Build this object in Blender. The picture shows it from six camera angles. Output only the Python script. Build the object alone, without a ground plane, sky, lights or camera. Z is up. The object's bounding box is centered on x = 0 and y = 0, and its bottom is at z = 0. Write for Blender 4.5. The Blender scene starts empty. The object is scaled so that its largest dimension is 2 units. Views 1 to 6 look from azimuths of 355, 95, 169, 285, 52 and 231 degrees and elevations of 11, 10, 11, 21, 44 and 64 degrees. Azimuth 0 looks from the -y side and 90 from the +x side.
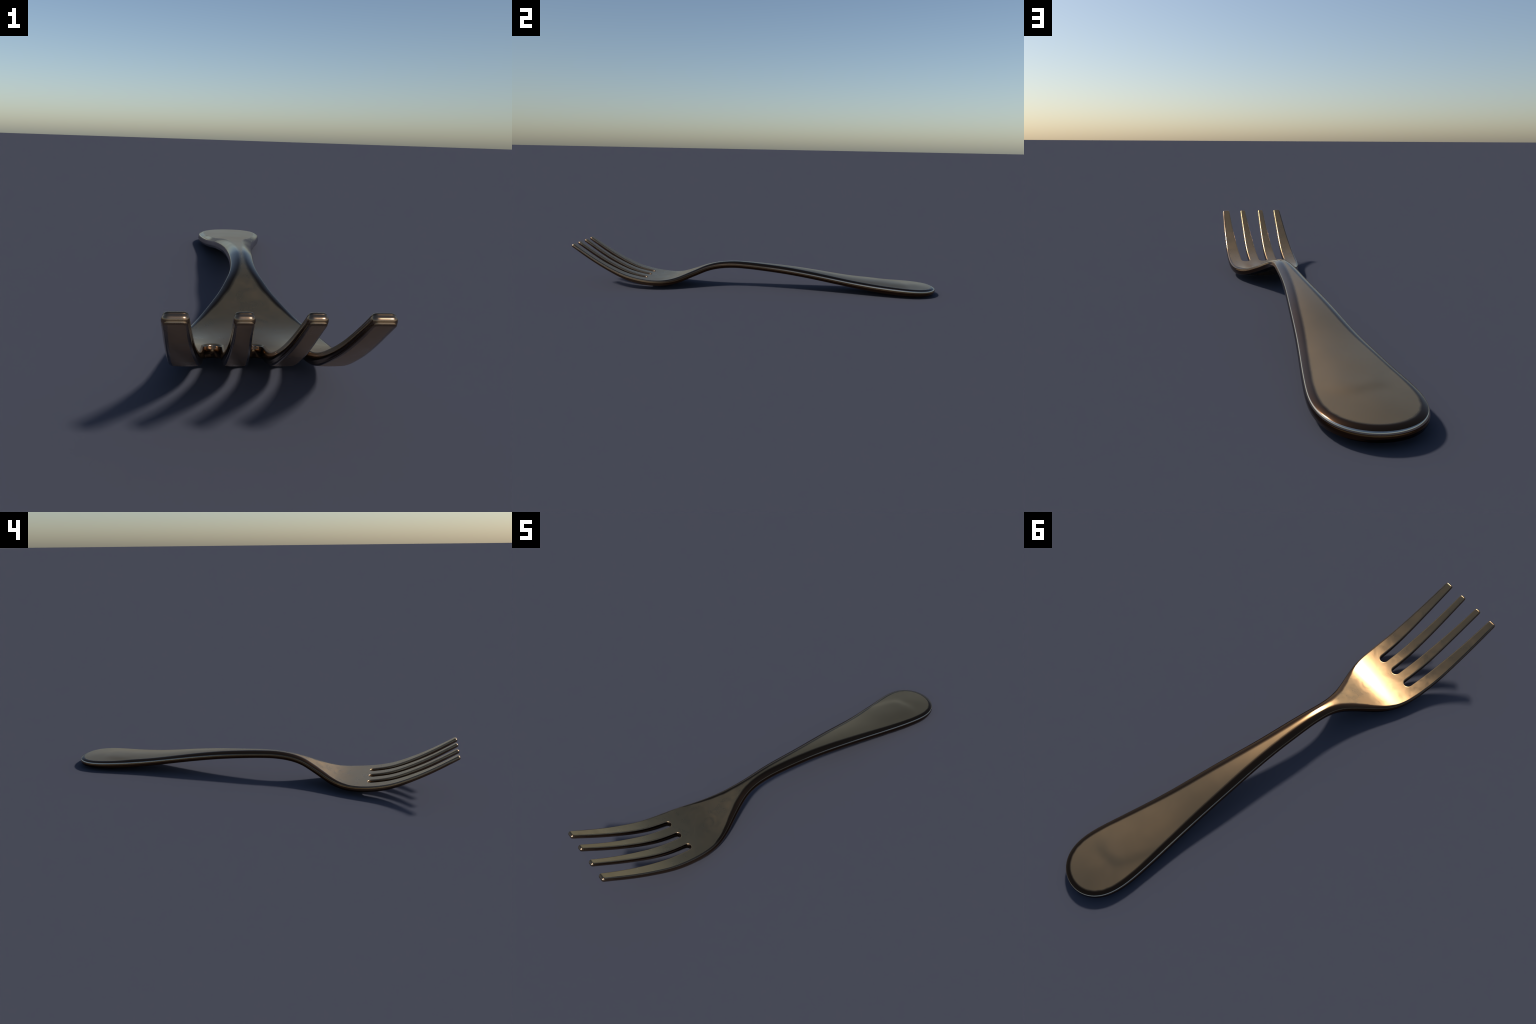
"""A four-tined metal table fork lying on its back: flat-topped handle with a
bevelled border, narrow neck, dished head and four curved tines."""
import bpy, math
import numpy as np
from mathutils import Vector
from mathutils.geometry import delaunay_2d_cdt

# ------------------------------------------------------------------ splines
class Spline:
    """natural cubic spline through control points"""
    def __init__(self, k, v):
        k = np.array(k, float); v = np.array(v, float)
        o = np.argsort(k); self.k = k = k[o]; self.v = v = v[o]
        n = len(k); h = np.diff(k); A = np.eye(n); b = np.zeros(n)
        for i in range(1, n - 1):
            A[i, i-1] = h[i-1]; A[i, i] = 2*(h[i-1]+h[i]); A[i, i+1] = h[i]
            b[i] = 6*((v[i+1]-v[i])/h[i] - (v[i]-v[i-1])/h[i-1])
        A[-1, -2] = -1          # free start, steady end
        self.m = np.linalg.solve(A, b)
    def __call__(self, x):
        k, v, m = self.k, self.v, self.m
        x = np.asarray(x, float)
        i = np.clip(np.searchsorted(k, x) - 1, 0, len(k) - 2)
        h = k[i+1]-k[i]; a = (k[i+1]-x)/h; b = (x-k[i])/h
        return a*v[i]+b*v[i+1]+((a**3-a)*m[i]+(b**3-b)*m[i+1])*h*h/6

class Soft:
    """linear interpolation between stations, blurred so that it has no kinks"""
    def __init__(self, pts, blur=0.035):
        k, v = np.array(sorted(pts)).T
        self.g = np.linspace(-1.2, 1.2, 1201)
        d = self.g[1]-self.g[0]; r = int(4*blur/d)
        ker = np.exp(-0.5*(np.arange(-r, r+1)*d/blur)**2); ker /= ker.sum()
        raw = np.interp(self.g, k, v)
        self.t = np.convolve(np.pad(raw, r, mode='edge'), ker, mode='valid')
    def __call__(self, y):
        return np.interp(y, self.g, self.t)

TIP = -0.9925            # where the tines end
END = 0.9958             # where the handle ends
ROOT = -0.5960           # bottom of the slots

# half width of the blank; y = END - u*u rounds the handle end by itself
half_u = Spline([0, .05, .1, .15, .2, .25, .3, .36, .42, .5, .5462, .6970, .8475, .9478, 1.0179, 1.0680, 1.1181, 1.1682, 1.2183,
                 1.2784, 1.3484, 1.4127],
                [0, .0254, .0499, .0723, .0919, .1078, .1192, .1266, .1269, .1188, .1120, .0852, .0602, .0424, .0345, .0298, .0366, .0796,
                 .1344, .1540, .1519, .1458])
def half_width(y):
    return half_u(np.sqrt(np.maximum(0, END - np.asarray(y))))

# side view: height of the upper rim along the fork
rim_z = Spline([-1, -.925, -.85, -.775, -.70, -.65, -.60, -.54, -.482, -.45, -.417, -.385, -.353, -.319, -.286, -.251, -.215,
                -.179, -.143, -.107, -.07, 0, .074, .15, .35, .55, .75, .83, .9, .95, 1.0],
               [.2456, .1952, .1492, .1094, .0778, .0642, .0546, .0483, .0485, .0528, .0611, .0723, .0845, .0976, .1107, .1217, .1297,
                .1350, .1381, .1394, .1385, .1343, .1284, .1216, .0968, .0672, .0484, .0441, .0410, .0392, .0378])

# sections along the fork
bevel_w = Soft([(-1, .0055), (-.62, .0055), (-.52, .0080), (-.45, .012), (-.35, .018), (-.25, .0230), (-.1, .0245),
                (.1, .0255), (.3, .0245), (.45, .0230), (.6, .0205), (.75, .0180), (1, .0180)], .03)
bevel_h = Soft([(-1, .0012), (-.62, .0014), (-.5, .0022), (-.4, .0038), (-.3, .0062), (-.2, .0080), (0, .0085),
                (.2, .0070), (.4, .0055), (.6, .0042), (.75, .0037), (1, .0037)])
side_h = Soft([(-1, .0160), (-.87, .0185), (-.8, .0195), (-.73, .0222), (-.66, .0255), (-.55, .0266), (-.46, .0270),
               (-.38, .0255), (-.3, .0238), (-.2, .0235), (0, .0235), (.15, .0245), (.4, .0258),
               (.6, .0272), (.75, .0300), (.83, .0292), (.93, .0264), (1, .0250)], .025)
dome = Soft([(-1, 0), (-.3, 0), (0, .0015), (.2, .0040), (.4, .0057), (.6, .0063), (.8, .0064), (.9, .0060), (1, .0055)], .05)
belly = Soft([(-1, .0010), (-.65, .0012), (-.55, .0045), (-.45, .0060), (-.3, .0050), (0, .0060), (.4, .0080),
              (.65, .0118), (.85, .0146), (1, .0130)])
edge_w = Soft([(-1, .0014), (-.6, .0015), (-.4, .0026), (0, .0034), (.5, .0036), (1, .0038)])      # chamfer, across
edge_h = Soft([(-1, .0020), (-.6, .0022), (-.4, .0030), (0, .0040), (.5, .0045), (.8, .0055), (1, .0060)])   # and down
GROW = .0013          # the side stands this far outside the bright rim line
# edges of the two inner cuts between the tines (x as a function of y)
tine1_in = Soft([(-1, .1160), (-.93, .1134), (-.865, .1106), (-.8, .1065), (-.73, .1026), (-.66, .0992), (-.6, .0972)], .02)
tine2_out = Soft([(-1, .0580), (-.92, .0586), (-.85, .0599), (-.77, .0625), (-.70, .0630), (-.64, .0628), (-.6, .0625)], .02)
tine2_in = Soft([(-1, .0345), (-.93, .0310), (-.86, .0271), (-.77, .0224), (-.69, .0192), (-.62, .0175)], .02)

# ------------------------------------------------------------------ outline in plan
def fillet(p0, p1, p2, r, n=7):
    """round the corner p1"""
    a = (p0-p1)/np.linalg.norm(p0-p1); b = (p2-p1)/np.linalg.norm(p2-p1)
    A, Bq = p1+a*r, p1+b*r
    t = np.linspace(0, 1, n)[:, None]
    w = math.sqrt(.5)
    den = (1-t)**2+2*w*t*(1-t)+t**2
    return ((1-t)**2*A+2*w*t*(1-t)*p1+t**2*Bq)/den

def side(fx, y0, y1, n):
    y = np.linspace(y0, y1, n)
    return np.stack([fx(y), y], -1)

def outline_half():
    parts = []
    u = np.linspace(0, math.sqrt(END-TIP-.03), 700)
    parts.append(np.stack([half_u(u), END-u*u], -1))
    r = .0065
    g = .03
    def tip(fo, fi):
        xo, xi = float(fo(TIP)), float(fi(TIP))
        P = np.array([[float(fo(TIP+g)), TIP+g], [xo, TIP], [xi, TIP], [float(fi(TIP+g)), TIP+g]])
        return [fillet(P[0], P[1], P[2], r), fillet(P[1], P[2], P[3], r)]
    parts += tip(half_width, tine1_in)
    # slot between the outer and the inner tine
    c = (tine1_in(ROOT)+tine2_out(ROOT))/2; rad = float(tine1_in(ROOT)-tine2_out(ROOT))/2
    parts.append(side(tine1_in, TIP+g, ROOT-rad, 120))
    a = np.linspace(0, math.pi, 24)[1:-1]
    parts.append(np.stack([c+rad*np.cos(a), ROOT-rad+rad*np.sin(a)], -1))
    parts.append(side(tine2_out, ROOT-rad, TIP+g, 120))
    parts += tip(tine2_out, tine2_in)
    rad = float(tine2_in(ROOT))
    parts.append(side(tine2_in, TIP+g, ROOT-rad, 120))
    a = np.linspace(0, math.pi/2, 13)[1:]
    parts.append(np.stack([rad*np.cos(a), ROOT-rad+rad*np.sin(a)], -1))
    return np.concatenate(parts)

half = outline_half()
loop = np.concatenate([half, (half*[-1, 1])[::-1][1:-1]])
# resample evenly
seg = np.linalg.norm(np.roll(loop, -1, 0)-loop, axis=1)
loop = loop[seg > 1e-7]
closed = np.vstack([loop, loop[:1]])
arc = np.concatenate([[0], np.cumsum(np.linalg.norm(np.diff(closed, axis=0), axis=1))])
# finer where the outline turns
tan = np.diff(closed, axis=0); ang = np.unwrap(np.arctan2(tan[:, 1], tan[:, 0]))
dens = np.concatenate([[0], np.cumsum(np.diff(arc)/.0034 + np.abs(np.diff(np.append(ang, ang[-1])))/.2)])
N = int(dens[-1]) // 2 * 2
pos = np.interp(np.arange(N)*dens[-1]/N, dens, arc)
loop = np.stack([np.interp(pos, arc, closed[:, 0]), np.interp(pos, arc, closed[:, 1])], -1)
t = np.roll(loop, -1, 0)-np.roll(loop, 1, 0)
t /= np.linalg.norm(t, axis=1)[:, None]
for _ in range(2):
    t = (np.roll(t, 1, 0)+2*t+np.roll(t, -1, 0)); t /= np.linalg.norm(t, axis=1)[:, None]
area = 0.5*np.sum(loop[:, 0]*np.roll(loop[:, 1], -1)-np.roll(loop[:, 0], -1)*loop[:, 1])
inward = np.stack([-t[:, 1], t[:, 0]], -1)*(1 if area > 0 else -1)
in_slot = (loop[:, 1] < ROOT+.002) & (np.abs(loop[:, 0]) < half_width(loop[:, 1])-.006)

# ------------------------------------------------------------------ bend onto the side-view curve
def frame(y):
    e = 1e-4
    s = (rim_z(y+e)-rim_z(y-e))/(2*e)
    n = 1/np.sqrt(1+s*s)
    return -s*n, n
def bend(x, y, h):
    ny, nz = frame(y)
    return np.stack([x, y+ny*h, rim_z(y)+nz*h], -1)

Q_TOP = .0161
def crown(x, y):
    """the handle top is gently domed; its broad end carries a slightly raised worn field"""
    q = half_width(np.minimum(y, END))**2
    ref = np.where(y > .82, Q_TOP, np.maximum(q, 1e-4))
    c = dome(y)*np.clip((q-x*x)/ref, 0, 1)**1.25
    sg = lambda v: 1/(1+np.exp(-np.clip(v, -30, 30)))
    s1 = (x+.088)*.952-(y-.70)*.306
    s2 = .832-y+.006*np.sin(40*x)
    s3 = .062-x
    c = c+.0005*np.sin(38*x+2)*np.sin(29*y+1)*sg((y-.66)/.04)*np.clip((q-x*x)/ref, 0, 1)
    return c+.0048*sg(s1/.011)*sg(s2/.011)*sg(s3/.020)*sg((y-.60)/.05)

def top_h(x, y):
    return bevel_h(y)+crown(x, y)

# ------------------------------------------------------------------ rim loops
yb = loop[:, 1]
B = bevel_w(yb); B = np.where(in_slot, .0050, B)
fade = np.clip((yb-TIP)/.05, 0, 1)
B = np.where(yb < -.6, .0034+(B-.0034)*fade, B)
H, T, R = bevel_h(yb), side_h(yb), edge_w(yb)
R = np.minimum(R, B*.35)
RB = np.minimum(np.minimum(.0045, .25*T), B*.8)
loops = []               # (inward distance, height) per outline vertex, from the top inward to the belly
PW = 1.75
for s in np.linspace(1, 0, 10):
    loops.append((R+(B-R)*s, H*(1-(1-s)**PW)))
slope = H*PW/(B-R)
e = R*slope              # tangent meets the side here
drop = e+edge_h(yb)
for q in np.linspace(0, 1, 8)[1:]:
    loops.append(((1-q)**2*R, -2*q*(1-q)*e-q*q*drop))
low = T-RB
for q in np.linspace(0, 1, 8)[1:]:
    loops.append((0*R-.0018*math.sin(math.pi*q), -(drop+(low-drop)*q)))
bs = belly(yb)
BU = np.where(in_slot | (yb < -.6), .0034+.0021*fade, .014)   # belly border
hw = np.maximum(half_width(np.minimum(yb, END-.02)), .02)
DM = np.where(yb < -.55, .02, hw)
def belly_f(d, dm):
    return 1-(1-np.clip(d/dm, 0, 1))**2
sb = bs*2/DM
for q in np.linspace(0, 1, 7)[1:]:
    d = q*q*RB
    loops.append((d, -(low*(1-q)**2+2*q*(1-q)*(T-RB*.12)+q*q*T) - bs*belly_f(d, DM)*q))
for s in np.linspace(0, 1, 4)[1:]:
    d = RB+(BU-RB)*s
    loops.append((d, -T-bs*belly_f(d, DM)))

verts, plan = [], []
for d, h in loops:
    xy = loop+inward*(d-np.where(in_slot & (yb > TIP+.003), .0002, GROW))[:, None]
    lift = crown(xy[:, 0], xy[:, 1]) if len(verts) < 10 else 0
    verts.append(bend(xy[:, 0], xy[:, 1], h+lift)); plan.append(xy)
L = len(loops)
V = np.concatenate(verts)
faces = []
for k in range(L-1):
    a = k*N
    for i in range(N):
        j = (i+1) % N
        faces.append((a+i, a+j, a+N+j, a+N+i))

# ------------------------------------------------------------------ fill inside the rim
PARTS_Y = (-.60, -.27, .06)
def inside(pt, poly):
    x, y = pt[:, 0][:, None], pt[:, 1][:, None]
    x0, y0 = poly[:, 0], poly[:, 1]; x1, y1 = np.roll(x0, -1), np.roll(y0, -1)
    c = (y0 > y) != (y1 > y)
    xi = x0+(y-y0)*(x1-x0)/np.where(y1 == y0, 1e-12, y1-y0)
    return (np.sum(c & (x < xi), 1) % 2) == 1
def grid(poly, step):
    ys = np.arange(-.999, .999, step*.866); pts = []
    for cut in PARTS_Y:
        ys[np.argmin(np.abs(ys-cut))] = cut
    for i, y in enumerate(ys):
        xs = np.arange(-.17, .17, step)+(step/2 if i % 2 else 0)
        pts.append(np.stack([xs, xs*0+y], -1))
    pts = np.concatenate(pts)
    keep = []
    for blk in np.array_split(pts, 40):
        m = inside(blk, poly)
        D = np.sqrt(((blk[:, None]-poly[None])**2).sum(-1)).min(1)
        keep.append(blk[m & (D > step*.45)])
    return np.concatenate(keep)
def fill(poly, step):
    pts = grid(poly, step)
    allp = np.concatenate([poly, pts])
    n = len(poly)
    co, _, fc, orig, _, _ = delaunay_2d_cdt([Vector(p) for p in allp], [(i, (i+1) % n) for i in range(n)], [], 1, 1e-7)
    if len(co) != len(allp): print('EXTRA', [tuple(round(q,4) for q in c) for c in co[len(allp):]][:30])
    assert len(co) == len(allp), (len(co), len(allp))
    return pts, [tuple(f) for f in fc], [o[0] for o in orig]

# top
pts, fc, om = fill(plan[0], .0065)
base = len(V)
V = np.concatenate([V, bend(pts[:, 0], pts[:, 1], top_h(pts[:, 0], pts[:, 1]))])
top_ids = list(range(N))+list(range(base, len(V)))
m = lambda i: i if i < N else base+i-N
for f in fc:
    faces.append(tuple(m(om[i]) for i in f))
top_xy = np.concatenate([plan[0], pts])
# belly
pts, fc, om = fill(plan[-1], .009)
base2 = len(V); off = (L-1)*N
D = np.concatenate([np.sqrt(((b[:, None]-loop[None])**2).sum(-1)).min(1) for b in np.array_split(pts, 40)])
dm = np.where(pts[:, 1] < -.55, .02, np.maximum(half_width(np.minimum(pts[:, 1], END-.02)), .02))
V = np.concatenate([V, bend(pts[:, 0], pts[:, 1], -side_h(pts[:, 1])-belly(pts[:, 1])*belly_f(D, dm))])
m2 = lambda i: off+i if i < N else base2+i-N
for f in fc:
    faces.append(tuple(m2(om[i]) for i in reversed(f)))

# sit on the ground, centred
V[:, 2] -= V[:, 2].min()
YC = (V[:, 1].max()+V[:, 1].min())/2
V[:, 1] -= YC
SC = 2.0/(V[:, 1].max()-V[:, 1].min())
V *= SC

# consistent outward winding
import bmesh
mesh = bpy.data.meshes.new("fork_blank")
mesh.from_pydata(V.tolist(), [], faces)
bm = bmesh.new(); bm.from_mesh(mesh)
bmesh.ops.recalc_face_normals(bm, faces=bm.faces)
bm.to_mesh(mesh); bm.free()
mesh.update()
vn = np.array([v.normal[:] for v in mesh.vertices])
# exact normals on the broad upper face
e = 2e-4
x, y = top_xy[:, 0], top_xy[:, 1]
px = bend(x+e, y, top_h(x+e, y))-bend(x-e, y, top_h(x-e, y))
py = bend(x, y+e, top_h(x, y+e))-bend(x, y-e, top_h(x, y-e))
nn = np.cross(px, py); nn /= np.linalg.norm(nn, axis=1)[:, None]
vn[top_ids] = nn

# ------------------------------------------------------------------ material
FACE_COL = ((.430, .264, .124), (.460, .284, .136))
# the edge colours change along the fork (station, colour): sides paler on the tines, chamfer paler toward the handle end
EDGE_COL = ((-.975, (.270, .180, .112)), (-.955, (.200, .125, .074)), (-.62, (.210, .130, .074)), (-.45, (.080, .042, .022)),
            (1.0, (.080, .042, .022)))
CHAMFER_COL = ((-.975, (.150, .100, .060)), (-.955, (.240, .185, .135)), (-.60, (.210, .160, .115)), (-.45, (.130, .088, .056)),  # chamfer colour, palest at the handle end
            (.05, (.150, .108, .070)), (.45, (.400, .345, .275)), (1.0, (.600, .530, .440)))
FACE_ROUGH = (.305, .330)
EDGE_ROUGH = (.13, .19)
METALLIC = 1.0

def metal(name, edge=None):
    """bronze: broad worn faces are duller than the polished border that runs round the blank"""
    mat = bpy.data.materials.new(name); mat.use_nodes = True
    nt = mat.node_tree; nt.nodes.clear()
    ln = nt.links.new
    def node(t, **k):
        n = nt.nodes.new(t)
        for a, b in k.items():
            if a in n.inputs: n.inputs[a].default_value = b
            else: setattr(n, a, b)
        return n
    def math_(op, a, b=0.0, c=None):
        n = nt.nodes.new("ShaderNodeMath"); n.operation = op
        for i, q in enumerate((a, b, c)):
            if q is None: continue
            if isinstance(q, (int, float)): n.inputs[i].default_value = q
            else: ln(q, n.inputs[i])
        return n.outputs[0]
    def remap(v, a, b, c, d, smooth=False):
        n = nt.nodes.new("ShaderNodeMapRange")
        if smooth: n.interpolation_type = 'SMOOTHSTEP'
        ln(v, n.inputs[0])
        for i, q in enumerate((a, b, c, d)): n.inputs[i+1].default_value = q
        return n.outputs[0]
    def ramp(v, c0, c1, p0=.3, p1=.7):
        n = nt.nodes.new("ShaderNodeValToRGB"); ln(v, n.inputs[0]); e = n.color_ramp.elements
        e[0].position, e[1].position = p0, p1
        e[0].color, e[1].color = (*c0, 1), (*c1, 1)
        return n.outputs[0]
    def mix(f, a, b, kind='RGBA'):
        n = nt.nodes.new("ShaderNodeMix"); n.data_type = kind
        ln(f, n.inputs[0])
        i = (6, 7) if kind == 'RGBA' else (2, 3)
        ln(a, n.inputs[i[0]]); ln(b, n.inputs[i[1]])
        return n.outputs[2 if kind == 'RGBA' else 0]
    out = node("ShaderNodeOutputMaterial"); bsdf = node("ShaderNodeBsdfPrincipled", Metallic=METALLIC)
    ln(bsdf.outputs[0], out.inputs[0])
    tc = node("ShaderNodeTexCoord"); O = tc.outputs["Object"]
    n1 = node("ShaderNodeTexNoise", Scale=6.0, Detail=4.0, Roughness=.55); ln(O, n1.inputs["Vector"])
    n2 = node("ShaderNodeTexNoise", Scale=9.0, Detail=2.0, Roughness=.5, Distortion=.6); ln(O, n2.inputs["Vector"])
    xyz = node("ShaderNodeSeparateXYZ"); ln(O, xyz.inputs[0])
    X, Y = xyz.outputs[0], xyz.outputs[1]
    along = nt.nodes.new("ShaderNodeValToRGB"); el = along.color_ramp.elements
    stops = edge or EDGE_COL
    while len(el) < len(stops): el.new(.5)
    for q, (t, c) in zip(el, stops): q.position = (t+1)/2; q.color = (*c, 1)
    ln(math_('ADD', remap(Y, -1, 1, 0, 1), math_('MULTIPLY_ADD', n1.outputs["Fac"], .1, -.05)), along.inputs[0])
    col_e = along.outputs[0]; ro_e = remap(n2.outputs["Fac"], .3, .7, *EDGE_ROUGH)
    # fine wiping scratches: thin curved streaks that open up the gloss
    n3 = node("ShaderNodeTexNoise", Scale=15.0, Detail=3.0, Roughness=.5, Distortion=1.4); ln(O, n3.inputs["Vector"])
    scr = remap(n3.outputs["Fac"], .35, .65, -.050, .020)
    used = remap(Y, -.20, .05, 1.0, .03, True)                 # the head is scratched, the handle smooth
    n4 = node("ShaderNodeTexNoise", Scale=9.0, Detail=2.0); ln(O, n4.inputs["Vector"])
    scr = math_('MULTIPLY', scr, remap(n4.outputs["Fac"], .35, .65, .35, 1.3))
    scr = math_('MULTIPLY', scr, used)
    ro_e = math_('ADD', ro_e, math_('MULTIPLY', scr, .5))
    ro_e = math_('ADD', ro_e, remap(Y, -.985, -.955, .12, 0.0, True))     # dull tine ends
    if edge:
        ln(col_e, bsdf.inputs["Base Color"]); ln(ro_e, bsdf.inputs["Roughness"])
        return mat
    col_f = ramp(n1.outputs["Fac"], *FACE_COL); ro_f = math_('ADD', remap(n2.outputs["Fac"], .3, .7, *FACE_ROUGH), scr)
    # distance from the outer edge: squared half width q(y) as a curve, d = (q - x^2) / |grad|
    QMAX = .03
    def q_of(y):
        fc = nt.nodes.new("ShaderNodeFloatCurve"); cm = fc.mapping.curves[0]
        st = [1.0, .99, .975, .955, .93, .90, .85, .80, .72, .62, .5, .36, .2, .05, -.06, -.16, -.23, -.29, -.35, -.41, -.48, -.56, -.7, -.85, -1.0]
        pts = [((1-t)/2, (max(float(half_width(t/SC+YC)), 0)+.001)**2/QMAX if t/SC+YC < END else 0.0) for t in st]
        while len(cm.points) < len(pts): cm.points.new(.5, .5)
        for p, (a, b) in zip(cm.points, pts): p.location = (a, b); p.handle_type = 'AUTO'
        fc.mapping.update()
        ln(math_('MULTIPLY_ADD', y, -.5, .5), fc.inputs["Value"])
        return math_('MULTIPLY', fc.outputs[0], QMAX)
    e = .004
    q = q_of(Y)
    dq = math_('DIVIDE', math_('SUBTRACT', q_of(math_('ADD', Y, e)), q_of(math_('SUBTRACT', Y, e))), 2*e)
    x2 = math_('MULTIPLY', X, X)
    wx = math_('ADD', math_('SQRT', math_('MAXIMUM', q, 0.0)), math_('ABSOLUTE', X))
    g = math_('SQRT', math_('ADD', math_('MULTIPLY', wx, wx), math_('MULTIPLY', dq, dq)))
    d = math_('DIVIDE', math_('SUBTRACT', q, x2), math_('MAXIMUM', g, .002))
    # the border is broad along the handle and thins out on the head
    bc = nt.nodes.new("ShaderNodeFloatCurve"); cm = bc.mapping.curves[0]
    st = [1.0, .7, .4, 0.0, -.3, -.45, -.58, -1.0]
    while len(cm.points) < len(st): cm.points.new(.5, .5)
    for p, t in zip(cm.points, st): p.location = ((1-t)/2, float(bevel_w(t))/.03)
    bc.mapping.update()
    ln(math_('MULTIPLY_ADD', Y, -.5, .5), bc.inputs["Value"])
    rel = math_('DIVIDE', d, math_('MULTIPLY', bc.outputs[0], .03))
    f = remap(rel, .84, 1.34, 0, 1, True)
    ln(mix(f, col_e, col_f), bsdf.inputs["Base Color"])
    ln(mix(f, ro_e, ro_f, 'FLOAT'), bsdf.inputs["Roughness"])
    return mat
FACE, EDGE, CHAMFER = metal("worn_bronze_face"), metal("dark_bronze_edge", EDGE_COL), metal("pale_bronze_rim", CHAMFER_COL)
MATS = (FACE, EDGE, CHAMFER)
mat_of = np.zeros(len(faces), int)
for k in range(9, 29):
    mat_of[k*N:(k+1)*N] = 1          # upright side
for k in range(10, 16):
    mat_of[k*N:(k+1)*N] = 2          # bright chamfer

# ------------------------------------------------------------------ split into parts
polys = [tuple(p.vertices) for p in mesh.polygons]
cen = np.array([V[list(p)].mean(0) for p in polys])
region = np.where(cen[:, 1] < PARTS_Y[0], 0, np.where(cen[:, 1] < PARTS_Y[1], 1, np.where(cen[:, 1] < PARTS_Y[2], 2, 3)))
tine_no = np.digitize(cen[:, 0], (-.08, 0, .08))

thing = bpy.data.objects.new("table_fork", None)
thing.empty_display_size = .1
thing["label"] = "burnished bronze-toned metal dinner fork with four curved tines"
thing["category"] = "fork"
bpy.context.collection.objects.link(thing)

def part(name, sel, parent):
    ids = sorted({v for k in sel for v in polys[k]})
    mp = {v: i for i, v in enumerate(ids)}
    me = bpy.data.meshes.new(name)
    me.from_pydata(V[ids].tolist(), [], [tuple(mp[v] for v in polys[k]) for k in sel])
    me.shade_smooth()
    me.update()
    me.normals_split_custom_set_from_vertices(vn[ids].tolist())
    for q in MATS: me.materials.append(q)
    me.polygons.foreach_set('material_index', mat_of[sel].astype(np.int32))
    ob = bpy.data.objects.new(name, me)
    bpy.context.collection.objects.link(ob)
    ob.parent = parent
    return ob

part("handle", np.where(region == 3)[0], thing)
part("neck", np.where(region == 2)[0], thing)
head = part("head", np.where(region == 1)[0], thing)
for k in range(4):
    part("tine" if k == 0 else "tine.%03d" % k, np.where((region == 0) & (tine_no == k))[0], head)
bpy.data.meshes.remove(mesh)
